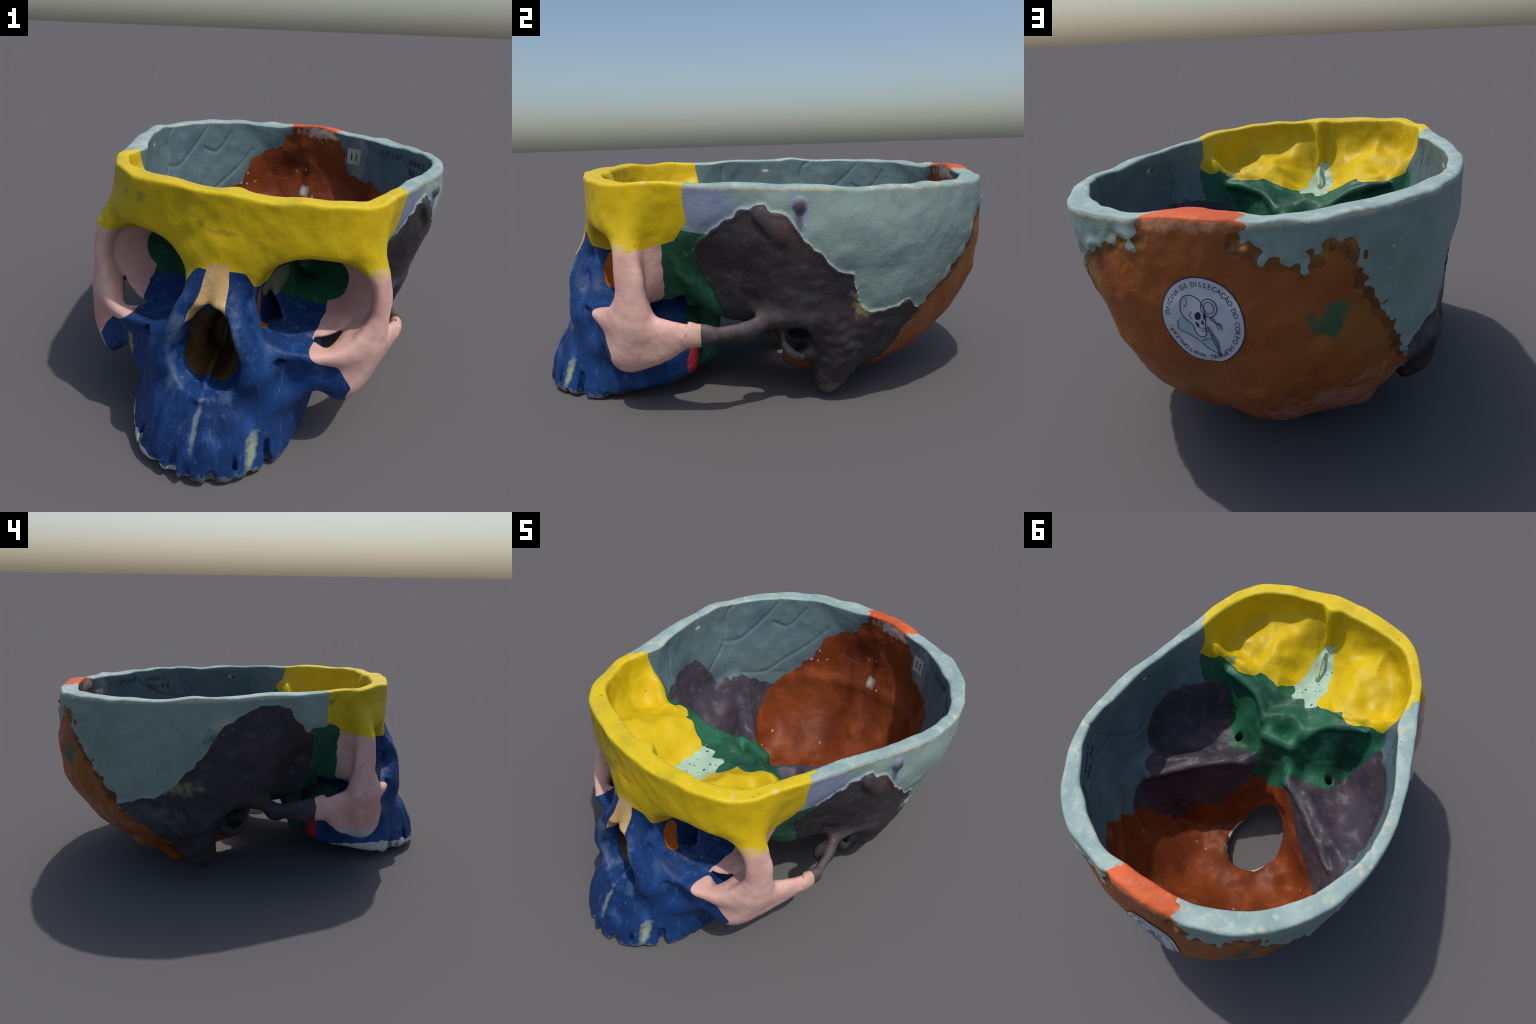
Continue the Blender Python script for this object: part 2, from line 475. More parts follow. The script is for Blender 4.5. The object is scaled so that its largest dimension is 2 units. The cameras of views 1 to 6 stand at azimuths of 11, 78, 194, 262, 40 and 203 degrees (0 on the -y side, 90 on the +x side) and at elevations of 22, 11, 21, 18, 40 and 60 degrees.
def ball(p, c, r):
    k = np.sqrt((((p - np.array(c)) / np.array(r)) ** 2).sum(1))
    return (1 - k) * min(r)


SUTURES = {
    "frontal_in": [(2.2, -1.7), (1.4, -1.08), (1.34, -1.01), (1.35, -.87), (1.22, -.93), (1.15, -1.03), (1.01, -1.07), (.92, -1.13), (.67, -1.27), (.47, -1.29), (.17, -1.28),
                   (-.02, -1.27), (-.25, -1.26), (-.54, -1.26), (-.70, -1.25), (-.84, -1.14), (-.97, -1.06), (-1.19, -.95), (-1.25, -1.0), (-1.4, -1.1), (-2.2, -1.7), (-2.2, -3), (2.2, -3)],
    "ethmoid_in": [(.05, -1.50), (.10, -1.42), (.12, -1.33), (.19, -1.28), (.10, -1.25), (-.03, -1.27), (-.12, -1.22), (-.26, -1.25), (-.15, -1.33), (-.08, -1.42), (-.03, -1.50)],
    "sphenoid_in": [(1.3, -.80), (1.16, -.71), (.97, -.85), (.85, -.78), (.72, -.67), (.66, -.53), (.60, -.35), (.47, -.37), (.32, -.43), (.20, -.32), (.20, -.18), (.07, -.22), (-.15, -.18), (-.38, -.14),
                    (-.36, -.33), (-.43, -.37), (-.58, -.35), (-.64, -.37), (-.63, -.48), (-.79, -.63), (-1.02, -.75), (-1.19, -.82), (-1.25, -1.1), (0, -1.6), (1.33, -1.1)],
    "occipital_in": [(.19, -.15), (.25, -.04), (.29, .05), (.32, .13), (.49, .25), (.54, .35), (.63, .41), (.75, .54), (.77, .72), (.80, .85), (.80, 1.11), (.69, 1.25), (.50, 1.30), (.39, 1.36), (.32, 1.58), (.27, 1.67), (.24, 2.6),
                     (-.42, 2.6), (-.32, 1.66), (-.38, 1.54), (-.60, 1.37), (-.68, 1.27), (-.66, 1.13), (-.74, .93), (-.78, .79), (-.79, .69), (-.78, .61), (-.71, .43), (-.62, .36), (-.56, .24), (-.47, .13), (-.46, .01), (-.38, -.14), (-.15, -.19), (.07, -.23)],
    "temporal_in_left": [(1.14, -.68), (1.29, -.50), (1.35, -.30), (1.33, -.08), (1.23, .10), (1.07, .21), (1.04, .35), (.97, .41), (.93, .44), (.93, .48), (.85, .59), (.75, .66), (.4, .4), (.1, -.2), (.3, -.5), (.9, -.9)],
    "temporal_in_right": [(-1.22, -.72), (-1.33, -.55), (-1.40, -.35), (-1.43, -.24), (-1.42, -.08), (-1.31, .04), (-1.16, .13), (-1.11, .19), (-1.14, .28), (-1.09, .30), (-1.07, .44), (-.98, .53), (-.90, .60), (-.83, .66), (-.76, .72), (-.4, .3), (-.3, -.2), (-.4, -.5), (-1.0, -.9)],
    "frontal_out": [(-53, 1.2), (-52, .88), (-51, .80), (-47, .778), (-43, .735), (-40, .712), (-36, .70), (-20, .70), (-13, .695), (-10.5, .63), (-9, .63), (-7.5, .675), (-5.5, .70), (-2.5, .712),
                    (1.3, .710), (4.6, .70), (6.2, .66), (7.5, .632), (9, .632), (11.5, .695), (25, .70), (36, .70), (38, .701), (40, .716), (44, .734), (47, .775), (49, .80), (49.5, .85), (50, 1.2)],
    "sphenoid_out_left": [(45, .79), (47, .774), (51, .766), (55, .755), (57, .70), (56, .60), (56, .50), (56, .44), (56, .30), (30, .30), (34, .514), (34, .60), (36, .70), (40, .73)],
    "sphenoid_out_right": [(-45, .785), (-51, .777), (-57, .768), (-58, .70), (-57, .60), (-57, .50), (-62, .449), (-62, .30), (-30, .30), (-34, .52), (-34, .60), (-36, .70), (-40, .73)],
    "temporal_out_left": [(54, .754), (57, .782), (61, .807), (65, .837), (70, .854), (75, .865), (77, .848), (83, .825), (85, .784), (88, .742), (95, .667), (99, .623), (104, .607), (106, .539), (108, .475), (112, .445), (117, .451), (125, .477), (132, .422),
                          (129, .342), (131, .214), (133, .12), (133, -.2), (46, -.2), (52, .44), (50, .52), (48, .60), (48, .68)],
    "temporal_out_right": [(-54, .735), (-59, .760), (-64, .817), (-67, .872), (-70, .885), (-76, .898), (-80, .886), (-86, .845), (-92, .804), (-96, .73), (-100, .651), (-106, .586), (-111, .513), (-117, .47), (-126, .432), (-133, .416),
                           (-129, .345), (-125, .293), (-122, .196), (-113, .12), (-113, -.2), (-46, -.2), (-55, .44), (-50, .50), (-48, .60), (-50, .68)],
    "occipital_out": [(172, 1.2), (172, .90), (172, .847), (168, .844), (164, .842), (157, .80), (150, .745), (147, .633), (142, .55), (137, .479), (132, .422), (129, .342), (131, .214), (133, .12), (125, -.2),
                      (255, -.2), (247, .12), (238, .196), (235, .293), (231, .345), (227, .416), (225, .47), (221, .565), (216, .683), (215, .771), (213, .824), (211, .844), (208, .842), (206, .824), (204, .777),
                      (203, .793), (199, .815), (197, .815), (196, .84), (193, .859), (193, 1.2)],
    "nasal": [(-.012, .728), (.046, .728), (.054, .66), (.068, .55), (0, .545), (-.075, .52), (-.035, .62)],
}
CHEEK_EDGE = [(.20, .47), (.25, .475), (.287, .488), (.323, .472), (.384, .432), (.40, .385), (.421, .350), (.44, .328), (.50, .345), (.75, .345)]


def fine_relief(field):
    """Relief that follows the bones: suture steps, vessel grooves, rough muscle marks."""
    near = np.argwhere(np.abs(field) < 0.022)
    p = LO + VOXEL * near
    idx = tuple(near.T)
    hol = HOLLOW[idx]
    change = np.zeros(len(near))
    jag = JAG[idx]; wob = WOBBLE[idx]
    out = hol > 0.024
    step = lambda d, w: np.clip(d / w + .5, 0, 1)
    po = p[out]
    ch = np.zeros(len(po))
    for side in ("left", "right"):
        d = on_outside(po, SUTURES["temporal_out_" + side]) + .006 * jag[out]
        high = po[:, 2] > .40
        ch += high * (.005 * np.exp(-(d / .012) ** 2) * (d > 0) - .004 * np.exp(-(d / .03) ** 2) * (d < 0)) * -1
        ch += .004 * jag[out] * (d > -.01) * np.clip((.50 - po[:, 2]) / .1, 0, 1) * (po[:, 1] > .10)
    d = on_outside(po, SUTURES["occipital_out"], True)
    seam = np.exp(-(d / .03) ** 2) * (po[:, 2] > .35)
    ch += .007 * jag[out] * seam
    ch -= (.007 * wob[out] + .0015 * jag[out]) * (d > .0) * np.clip((.80 - po[:, 2]) / .3, 0, 1)
    change[out] = ch
    inn = (hol < 0.02) & ((p[:, 2] > .45) | (p[:, 1] > .45))
    q = inside_map(p[inn]) / .55
    g = np.zeros(inn.sum())
    for line in GROOVES:
        line = through(np.array(line, float), 5)
        dist = np.full(len(q), 9.0)
        for a, b in zip(line[:-1], line[1:]):
            e, w = b - a, q - a
            t = np.clip((w @ e) / (e @ e), 0, 1)
            dist = np.minimum(dist, np.hypot(*(w - t[:, None] * e).T))
        g += .0055 * np.exp(-(dist / .013) ** 2)
    for line in RIDGES:
        line = through(np.array(line, float), 5)
        dist = np.full(len(q), 9.0)
        for a, b in zip(line[:-1], line[1:]):
            e, w = b - a, q - a
            t = np.clip((w @ e) / (e @ e), 0, 1)
            dist = np.minimum(dist, np.hypot(*(w - t[:, None] * e).T))
        g -= .010 * np.exp(-(dist / .05) ** 2)
    change[inn] += np.clip(g, -.012, .011)
    inn = hol < 0.02
    change[inn] += .0025 * wob[inn] * (p[inn, 2] > .5)
    field[idx] += change


RIDGES = [[(.0, .85), (.0, 1.05), (-.03, 1.22), (-.02, 1.45)], [(-.62, .95), (-.30, 1.12), (-.03, 1.20), (.30, 1.16), (.62, 1.02)]]  # cross ridge inside the back of the head
GROOVES = [  # vessel grooves on the inside of the side walls, in the inside map
    [(-1.63, .61), (-1.61, .47), (-1.42, .37), (-1.33, .20), (-1.27, .08)],
    [(-1.28, 1.14), (-1.31, .84), (-1.34, .57), (-1.42, .37)],
    [(-.70, 1.36), (-.76, 1.20), (-.88, .90), (-.93, .69), (-1.07, .47)],
    [(-1.0, 1.32), (-1.05, 1.1), (-1.2, .98)],
    [(-1.56, -.75), (-1.47, -.72), (-1.40, -.74), (-1.3, -.70)],
    [(1.60, .80), (1.42, .58), (1.30, .30), (1.30, .12)], [(1.10, 1.25), (1.25, .85), (1.36, .55)], [(1.62, -.45), (1.45, -.42), (1.36, -.30)],
]


field = np.full(tuple(N), 0.3, np.float32)
HOLLOW, CAP = np.empty(tuple(N), np.float32), np.empty(tuple(N), np.float32)
braincase(field)
face(field)
base_of_skull(field)
temple_marks(field)
field = smax(field, -HOLLOW, 0.015)
crests(field)
field += 0.0022 * relief(field.shape, 0.05) + 0.0007 * relief(field.shape, 0.02)
JAG = relief(field.shape, 0.022)
FINE = relief(field.shape, 0.013)
WOBBLE = relief(field.shape, 0.07)
fine_relief(field)
field = smax(field, CAP, 0.014)


# ----------------------------------------------------------------------------- polygonise (surface nets)
def surface_nets(f):
    s = f < 0
    corners = [(i, j, k) for i in (0, 1) for j in (0, 1) for k in (0, 1)]
    n = tuple(d - 1 for d in f.shape)
    cut_view = lambda a, c: a[c[0]:c[0] + n[0], c[1]:c[1] + n[1], c[2]:c[2] + n[2]]
    count = sum(cut_view(s, c).astype(np.int8) for c in corners)
    cells = np.argwhere((count > 0) & (count < 8))
    index = np.full(n, -1, np.int32)
    index[tuple(cells.T)] = np.arange(len(cells))
    pos, hits = np.zeros((len(cells), 3)), np.zeros(len(cells))
    for a in corners:
        for axis in range(3):
            if a[axis]:
                continue
            b = list(a); b[axis] = 1
            fa, fb = f[tuple((cells + a).T)], f[tuple((cells + b).T)]
            hit = (fa < 0) != (fb < 0)
            t = np.where(hit, fa / np.where(hit, fa - fb, 1), 0)
            p = np.tile(np.array(a, float), (len(cells), 1)); p[:, axis] = t
            pos += p * hit[:, None]; hits += hit
    verts = LO + VOXEL * (cells + pos / hits[:, None])
    tris = []
    for axis in range(3):
        u, v = (axis + 1) % 3, (axis + 2) % 3
        sl0 = [slice(1, -1)] * 3; sl1 = [slice(1, -1)] * 3
        sl0[axis], sl1[axis] = slice(0, -1), slice(1, None)
        a, b = s[tuple(sl0)], s[tuple(sl1)]
        for flipped, m in ((False, a & ~b), (True, ~a & b)):
            e = np.argwhere(m)
            for d in range(3):
                if d != axis:
                    e[:, d] += 1
            du, dv = np.zeros(3, int), np.zeros(3, int); du[u], dv[v] = 1, 1
            q = [index[tuple((e - x).T)] for x in (du + dv, dv, 0 * du, du)]
            if flipped:
                q = q[::-1]
            q = np.stack(q, 1)
            keep = (q >= 0).all(1); q = q[keep]
            d02 = ((verts[q[:, 0]] - verts[q[:, 2]]) ** 2).sum(1); d13 = ((verts[q[:, 1]] - verts[q[:, 3]]) ** 2).sum(1)
            short = (d02 <= d13)[:, None]
            tris.append(np.where(short, q[:, [0, 1, 2]], q[:, [0, 1, 3]])); tris.append(np.where(short, q[:, [0, 2, 3]], q[:, [1, 2, 3]]))
    return verts, np.vstack(tris)


def largest_piece(verts, tris):
    lab = np.arange(len(verts))
    while True:
        m = lab[tris].min(1)
        new = lab.copy()
        for c in range(3):
            np.minimum.at(new, tris[:, c], m)
        new = new[new]
        if (new == lab).all():
            break
        lab = new
    ids, cnt = np.unique(lab[tris[:, 0]], return_counts=True)
    keep = lab[tris[:, 0]] == ids[cnt.argmax()]
    tris = tris[keep]
    used = np.unique(tris)
    remap = np.full(len(verts), -1); remap[used] = np.arange(len(used))
    return verts[used], remap[tris]


def sample(f, p):
    g = np.clip((p - LO) / VOXEL, 0, N - 1.001)
    i = g.astype(int); t = g - i
    out = 0
    for a in (0, 1):
        for b in (0, 1):
            for c in (0, 1):
                w = np.abs(1 - a - t[:, 0]) * np.abs(1 - b - t[:, 1]) * np.abs(1 - c - t[:, 2])
                out = out + w * f[i[:, 0] + a, i[:, 1] + b, i[:, 2] + c]
    return out


def field_normals(p):
    n = np.stack([sample(field, p + VOXEL * e) - sample(field, p - VOXEL * e) for e in np.eye(3)], 1)
    return n / np.maximum(np.linalg.norm(n, axis=1, keepdims=True), 1e-9)


VERTS, TRIS = largest_piece(*surface_nets(field))



# ----------------------------------------------------------------------------- bones
class Body:
    """The skull's triangles, cut along suture after suture."""

    def __init__(self, verts, tris):
        self.v, self.t = verts, tris
        self.n = field_normals(verts)
        self.label = np.zeros(len(tris), int)
        self.slot = np.zeros(len(tris), int)
        self.refresh()

    def refresh(self):
        v = self.v
        self.hollow = sample(HOLLOW, v)
        self.cap = sample(CAP, v)
        self.jag = sample(JAG, v)
        self.wob = sample(WOBBLE, v)
        self.fine = sample(FINE, v)

    def split(self, g):
        """Cut every triangle crossed by g = 0; returns the mask of triangles where g > 0."""
        g = np.where(np.abs(g) < 1e-5, 1e-5, g)
        pos = g > 0
        cnt = pos[self.t].sum(1)
        mixed = (cnt == 1) | (cnt == 2)
        t = self.t[mixed]
        if len(t):
            p = pos[t]
            lone = np.where((p.sum(1) == 1)[:, None], p, ~p).argmax(1)
            i = np.arange(len(t))
            a, b, c = t[i, lone], t[i, (lone + 1) % 3], t[i, (lone + 2) % 3]
            edges = np.vstack([np.sort(np.stack([a, b], 1), 1), np.sort(np.stack([a, c], 1), 1)])
            uniq, inv = np.unique(edges, axis=0, return_inverse=True)
            inv = inv.ravel()
            f = g[uniq[:, 0]] / (g[uniq[:, 0]] - g[uniq[:, 1]])
            f = np.clip(f, 0.04, 0.96)[:, None]
            mix = lambda arr: arr[uniq[:, 0]] * (1 - f) + arr[uniq[:, 1]] * f
            base = len(self.v)
            self.v = np.vstack([self.v, mix(self.v)])
            nn = mix(self.n); self.n = np.vstack([self.n, nn / np.linalg.norm(nn, axis=1, keepdims=True)])
            for k in ("hollow", "cap", "jag", "wob", "fine"):
                arr = getattr(self, k)
                setattr(self, k, np.append(arr, (arr[uniq[:, 0]] * (1 - f[:, 0]) + arr[uniq[:, 1]] * f[:, 0])))
            m = base + inv[:len(t)]; n = base + inv[len(t):]
            new = np.vstack([np.stack([a, m, n], 1), np.stack([m, b, c], 1), np.stack([m, c, n], 1)])
            side = pos[a]
            new_pos = np.concatenate([side, ~side, ~side])
            keep = ~mixed
            mask = np.concatenate([(cnt == 3)[keep], new_pos])
            for k in ("label", "slot"):
                arr = getattr(self, k)
                setattr(self, k, np.concatenate([arr[keep], np.tile(arr[mixed], 3)]))
            self.t = np.vstack([self.t[keep], new])
            return mask
        return cnt == 3

    def paint(self, label, g):
        mask = self.split(g)
        self.label[mask] = label


BONES = ["parietal_bone", "maxilla", "sphenoid_bone", "temporal_bone", "occipital_bone", "frontal_bone", "zygomatic_bone", "nasal_bone",
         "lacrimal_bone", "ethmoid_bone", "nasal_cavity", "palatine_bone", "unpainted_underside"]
ID = {n: i for i, n in enumerate(BONES)}

body = Body(VERTS, TRIS)
GATE = 0.024
outer = lambda: body.hollow - GATE
inner = lambda: GATE - body.hollow
lowest = lambda *g: np.minimum.reduce(np.broadcast_arrays(*g))
highest = lambda *g: np.maximum.reduce(np.broadcast_arrays(*g))
X = lambda: body.v[:, 0]
Y = lambda: body.v[:, 1]
Z = lambda: body.v[:, 2]
rough = lambda a, b=0.0: a * body.jag + b * body.wob

# outside of the face and base
body.paint(ID["maxilla"], lowest(outer(), -.345 - Y() + rough(.004), .74 - Z()))
body.paint(ID["sphenoid_bone"], lowest(outer(), .02 - Y(), Y() + .36 + rough(.004), .47 - Z(), .44 - np.abs(X())))
body.paint(ID["sphenoid_bone"], lowest(outer(), Y() + np.interp(Z(), [.50, .60], [.47, .60]) + rough(.006), -.25 - Y(), Z() - .50, .47 - np.abs(X())))
for side in ("left", "right"):
    sgn = 1 if side == "left" else -1
    body.paint(ID["sphenoid_bone"], lowest(outer(), on_outside(body.v, SUTURES["sphenoid_out_" + side]) + rough(.004), sgn * X(), Y() + .515))
for side in ("left", "right"):
    sgn = 1 if side == "left" else -1
    body.paint(ID["temporal_bone"], lowest(outer(), on_outside(body.v, SUTURES["temporal_out_" + side]) + rough(.006, .002), np.maximum(Y() + .31, 0.0) + np.where(Y() < -.31, -1.0, 0), sgn * X() - .27, highest(sgn * X() - .40, Y() + .12, Z() - .47)))
    body.paint(ID["temporal_bone"], lowest(outer(), sgn * X() - .49, Y() + .305 + rough(.004), .44 - Z(), .12 - Y()))
body.paint(ID["occipital_bone"], lowest(outer(), on_outside(body.v, SUTURES["occipital_out"], True) + rough(.009, .002) + .015 * body.fine, Y() - .10))
body.paint(ID["occipital_bone"], lowest(outer(), .30 - np.abs(X()), Y() - .0, .30 - Z()))
edge = np.interp(Z(), [c[0] for c in CHEEK_EDGE], [c[1] for c in CHEEK_EDGE])
body.paint(ID["zygomatic_bone"], lowest(outer(), np.abs(X()) - edge + rough(.004), .745 - Z(), -.305 - Y() + rough(.004),
                                        highest(-.432 - Y() + rough(.005), lowest(np.abs(X()) - .49, .48 - Z())),
                                        highest(-.475 - Y(), np.abs(X()) - .43)))
body.paint(ID["frontal_bone"], lowest(outer(), on_outside(body.v, SUTURES["frontal_out"]) + rough(.003, .002)))
body.paint(ID["nasal_bone"], lowest(outer(), polygon(body.v[:, [0, 2]], SUTURES["nasal"]) + rough(.003), -.735 - Y()))
for sgn in (1, -1):
    body.paint(ID["ethmoid_bone"], lowest(outer(), ball(body.v, (sgn * .135, -.52, .61), (.06, .11, .075)) + rough(.005)))
    body.paint(ID["lacrimal_bone"], lowest(outer(), ball(body.v, (sgn * .135 + .01, -.665, .54), (.045, .038, .080)) + rough(.003)))
    body.paint(ID["palatine_bone"], lowest(outer(), ball(body.v, (sgn * .27, -.345, .16), (.10, .028, .08)) + rough(.003)))
body.paint(ID["nasal_cavity"], lowest(outer(), highest(.112 - np.abs(X() - .012), lowest(.135 - np.abs(X() - .012), .42 - Z())), Y() + np.interp(Z(), [.45, .55], [.79, .70]), -.36 - Y(), .63 - Z(), Z() - .285))
body.paint(ID["unpainted_underside"], lowest(outer(), .018 - .21 * X() - Z() + rough(.008), -.45 - Y()))
body.paint(ID["unpainted_underside"], lowest(outer(), .262 + .06 * (Y() + .5) - Z() + rough(.006), -.36 - X(), Y() + .63, -.33 - Y()))
# inside of the braincase
for side in ("left", "right"):
    body.paint(ID["temporal_bone"], lowest(inner(), on_inside(body.v, SUTURES["temporal_in_" + side]) + rough(.008, .003)))
body.paint(ID["occipital_bone"], lowest(inner(), on_inside(body.v, SUTURES["occipital_in"]) + rough(.010, .002)))
body.paint(ID["sphenoid_bone"], lowest(inner(), on_inside(body.v, SUTURES["sphenoid_in"]) + rough(.005)))
body.paint(ID["frontal_bone"], lowest(inner(), on_inside(body.v, SUTURES["frontal_in"]) + rough(.003)))
body.paint(ID["ethmoid_bone"], lowest(inner(), on_inside(body.v, SUTURES["ethmoid_in"]) + rough(.004), .60 - 0 * X()))
# white lip of the great hole
lip = 1 - np.sqrt(((X() + .036) / .151) ** 2 + ((Y() - .236) / .197) ** 2)
body.paint(ID["unpainted_underside"], lowest(lip * .14, .070 - Z() + rough(.01)))
# slots: 0 outside, 1 inside, 2 sawn rim
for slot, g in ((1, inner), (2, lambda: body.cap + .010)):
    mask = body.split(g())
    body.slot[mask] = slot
# slot 3: dark, frayed paint along the rear suture
fray = on_outside(body.v, SUTURES["occipital_out"], True) + rough(.009, .002) + .015 * body.fine
mask = body.split(lowest(outer(), .026 - fray + rough(.018) + .024 * body.fine, Z() - .36, .885 - Z()))
body.slot[mask & (body.label == ID["occipital_bone"])] = 3


# ----------------------------------------------------------------------------- materials
def linear(c):
    return tuple(c) + (1.0,)


class Paint:
    """Small helper round a Principled material built from noise on object coordinates."""

    def __init__(self, name, colour, roughness=0.5, specular=0.22):
        self.mat = bpy.data.materials.new(name); self.mat.use_nodes = True
        self.nt = self.mat.node_tree
        self.bsdf = self.nt.nodes["Principled BSDF"]
        self.bsdf.inputs["Roughness"].default_value = roughness
        self.bsdf.inputs["Specular IOR Level"].default_value = specular
        self.pos = self.nt.nodes.new("ShaderNodeTexCoord").outputs["Object"]
        rgb = self.nt.nodes.new("ShaderNodeRGB"); rgb.outputs[0].default_value = linear(colour)
        self.colour = rgb.outputs[0]

    def node(self, kind, **props):
        n = self.nt.nodes.new(kind)
        for k, v in props.items():
            setattr(n, k, v)
        return n

    def math(self, op, a, b=None, clamp=False):
        n = self.node("ShaderNodeMath", operation=op, use_clamp=clamp)
        for i, v in enumerate((a, b)):
            if v is None:
                continue
            if isinstance(v, (int, float)):
                n.inputs[i].default_value = v
            else:
                self.nt.links.new(v, n.inputs[i])
        return n.outputs[0]

    def noise(self, scale, detail=3.0, stretch=None, rough=0.55, shift=0.0):
        v = self.pos
        if stretch or shift:
            m = self.node("ShaderNodeMapping")
            m.inputs["Scale"].default_value = stretch or (1, 1, 1)
            m.inputs["Location"].default_value = (shift, shift * .7, -shift)
            self.nt.links.new(v, m.inputs["Vector"]); v = m.outputs[0]
        n = self.node("ShaderNodeTexNoise")
        n.inputs["Scale"].default_value, n.inputs["Detail"].default_value, n.inputs["Roughness"].default_value = scale, detail, rough
        self.nt.links.new(v, n.inputs["Vector"])
        return n.outputs["Fac"]

    def ramp(self, fac, lo, hi):
        n = self.node("ShaderNodeMapRange", clamp=True)
        n.inputs["From Min"].default_value, n.inputs["From Max"].default_value = lo, hi
        self.nt.links.new(fac, n.inputs["Value"])
        return n.outputs[0]

    def blend(self, mask, colour, amount=1.0, mode="MIX"):
        if amount != 1.0:
            mask = self.math("MULTIPLY", mask, amount)
        n = self.node("ShaderNodeMix", data_type="RGBA", blend_type=mode)
        self.nt.links.new(mask, n.inputs["Factor"])
        self.nt.links.new(self.colour, n.inputs["A"])
        n.inputs["B"].default_value = linear(colour)
        self.colour = n.outputs["Result"]
        return self

    def mottle(self, scale, colour, lo=.45, hi=.65, amount=1.0, **k):
        return self.blend(self.ramp(self.noise(scale, **k), lo, hi), colour, amount)

    def spot(self, centre, radius, colour, amount=1.0, wild=.5, scale=14.0, soft=.45):
        """A dab of another paint round a point, with a ragged edge."""
        m = self.node("ShaderNodeMapping", vector_type="POINT")
        r = radius if isinstance(radius, tuple) else (radius,) * 3
        m.inputs["Scale"].default_value = tuple(1 / q for q in r)
        m.inputs["Location"].default_value = tuple(-c / q for c, q in zip(centre, r))
        self.nt.links.new(self.pos, m.inputs["Vector"])
        l = self.node("ShaderNodeVectorMath", operation="LENGTH"); self.nt.links.new(m.outputs[0], l.inputs[0])
        w = self.math("MULTIPLY", self.math("SUBTRACT", self.noise(scale, 4.0), .5), wild * 4)
        d = self.math("ADD", l.outputs["Value"], w)
        return self.blend(self.ramp(d, 1 + soft, 1 - soft), colour, amount)

    def flecks(self, scale, colour, size=.18, amount=1.0, patchy=.5, shift=0.0):
        """Scattered chips: Voronoi cells kept only here and there."""
        v = self.node("ShaderNodeTexVoronoi"); v.inputs["Scale"].default_value = scale
        m = self.node("ShaderNodeMapping"); m.inputs["Location"].default_value = (shift,) * 3
        self.nt.links.new(self.pos, m.inputs["Vector"]); self.nt.links.new(m.outputs[0], v.inputs["Vector"])
        d = self.math("ADD", v.outputs["Distance"], self.math("MULTIPLY", self.math("SUBTRACT", self.noise(scale * 1.6), .5), .9))
        near = self.ramp(d, size, size * .6)
        where = self.ramp(self.noise(5.0, 2.0, shift=shift + 3.1), patchy, patchy + .08)
        return self.blend(self.math("MULTIPLY", near, where), colour, amount)

    def plane(self, direction, lo, hi, colour, amount=1.0, wild=.02, scale=20.0):
        """Another paint beyond a plane through the object, with a ragged edge."""
        d = self.node("ShaderNodeVectorMath", operation="DOT_PRODUCT")
        self.nt.links.new(self.pos, d.inputs[0]); d.inputs[1].default_value = direction
        w = self.math("MULTIPLY", self.math("SUBTRACT", self.noise(scale, 4.0), .5), wild * 4)
        return self.blend(self.ramp(self.math("ADD", d.outputs["Value"], w), lo, hi), colour, amount)

    def done(self, bump=.15, bump_scale=60.0, gloss=.12):
        self.nt.links.new(self.colour, self.bsdf.inputs["Base Color"])
        r = self.bsdf.inputs["Roughness"].default_value
        self.nt.links.new(self.math("ADD", self.math("MULTIPLY", self.math("SUBTRACT", self.noise(9.0, 4.0), .5), gloss * 4), r, clamp=True), self.bsdf.inputs["Roughness"])
        b = self.node("ShaderNodeBump"); b.inputs["Strength"].default_value = bump; b.inputs["Distance"].default_value = .01
        h = self.math("ADD", self.noise(bump_scale, 5.0), self.math("MULTIPLY", self.noise(bump_scale * .3, 3.0), 1.5))
        self.nt.links.new(h, b.inputs["Height"])
        self.nt.links.new(b.outputs[0], self.bsdf.inputs["Normal"])
        return self.mat


CREAM = (.62, .54, .34)
GREEN = (.022, .115, .06)


def parietal(kind):
    if kind == 2:
        p = Paint("parietal_rim_paint", (.30, .40, .375), .55).mottle(9, (.225, .325, .32), .4, .65).mottle(24, (.46, .50, .40), .55, .72, .8).flecks(40, (.16, .26, .30), .22, .8)
        p.mottle(14, CREAM, .60, .72, .7, shift=4.0)
    elif kind == 1:
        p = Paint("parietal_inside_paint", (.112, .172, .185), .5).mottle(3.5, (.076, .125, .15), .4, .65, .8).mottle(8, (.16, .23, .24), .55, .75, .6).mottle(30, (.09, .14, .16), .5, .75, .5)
        p.spot((-.636, .105, .875), (.03, .017, .008), CREAM, .9, .4, 40).spot((.62, .070, .868), (.03, .020, .010), (.45, .40, .30), .9, .4, 40).spot((.62, .055, .866), (.03, .010, .009), (.01, .01, .01), .9, .2, 40)  # the near-black spot paints the darkness inside the drilled hole
        p.spot((.28, .86, .80), (.05, .05, .16), (.35, .36, .36), .5, .8, 24)
    else:
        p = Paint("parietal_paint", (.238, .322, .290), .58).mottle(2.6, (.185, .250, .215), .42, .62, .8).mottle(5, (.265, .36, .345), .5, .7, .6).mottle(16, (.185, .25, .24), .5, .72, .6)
        p.spot((.56, -.26, .86), (.10, .12, .10), (.20, .235, .36), .9, .4, 8).spot((.65, .06, .85), (.06, .035, .08), (.18, .23, .34), .6, .3).spot((.675, .06, .865), (.03, .022, .024), (.06, .05, .045), .95, .15, 30).spot((.665, .058, .82), (.03, .012, .04), (.06, .055, .055), .7, .3, 30)
        p.spot((-.70, .16, .74), (.05, .05, .04), GREEN, .8, .9, 30).spot((-.72, .12, .81), (.05, .05, .03), (.5, .47, .36), .8, .6, 20)
        p.flecks(36, CREAM, .16, .6, .62)
        p.plane((0, .022, 1), .915, .930, CREAM, .75, .006, 30)
    return p.done(.18)


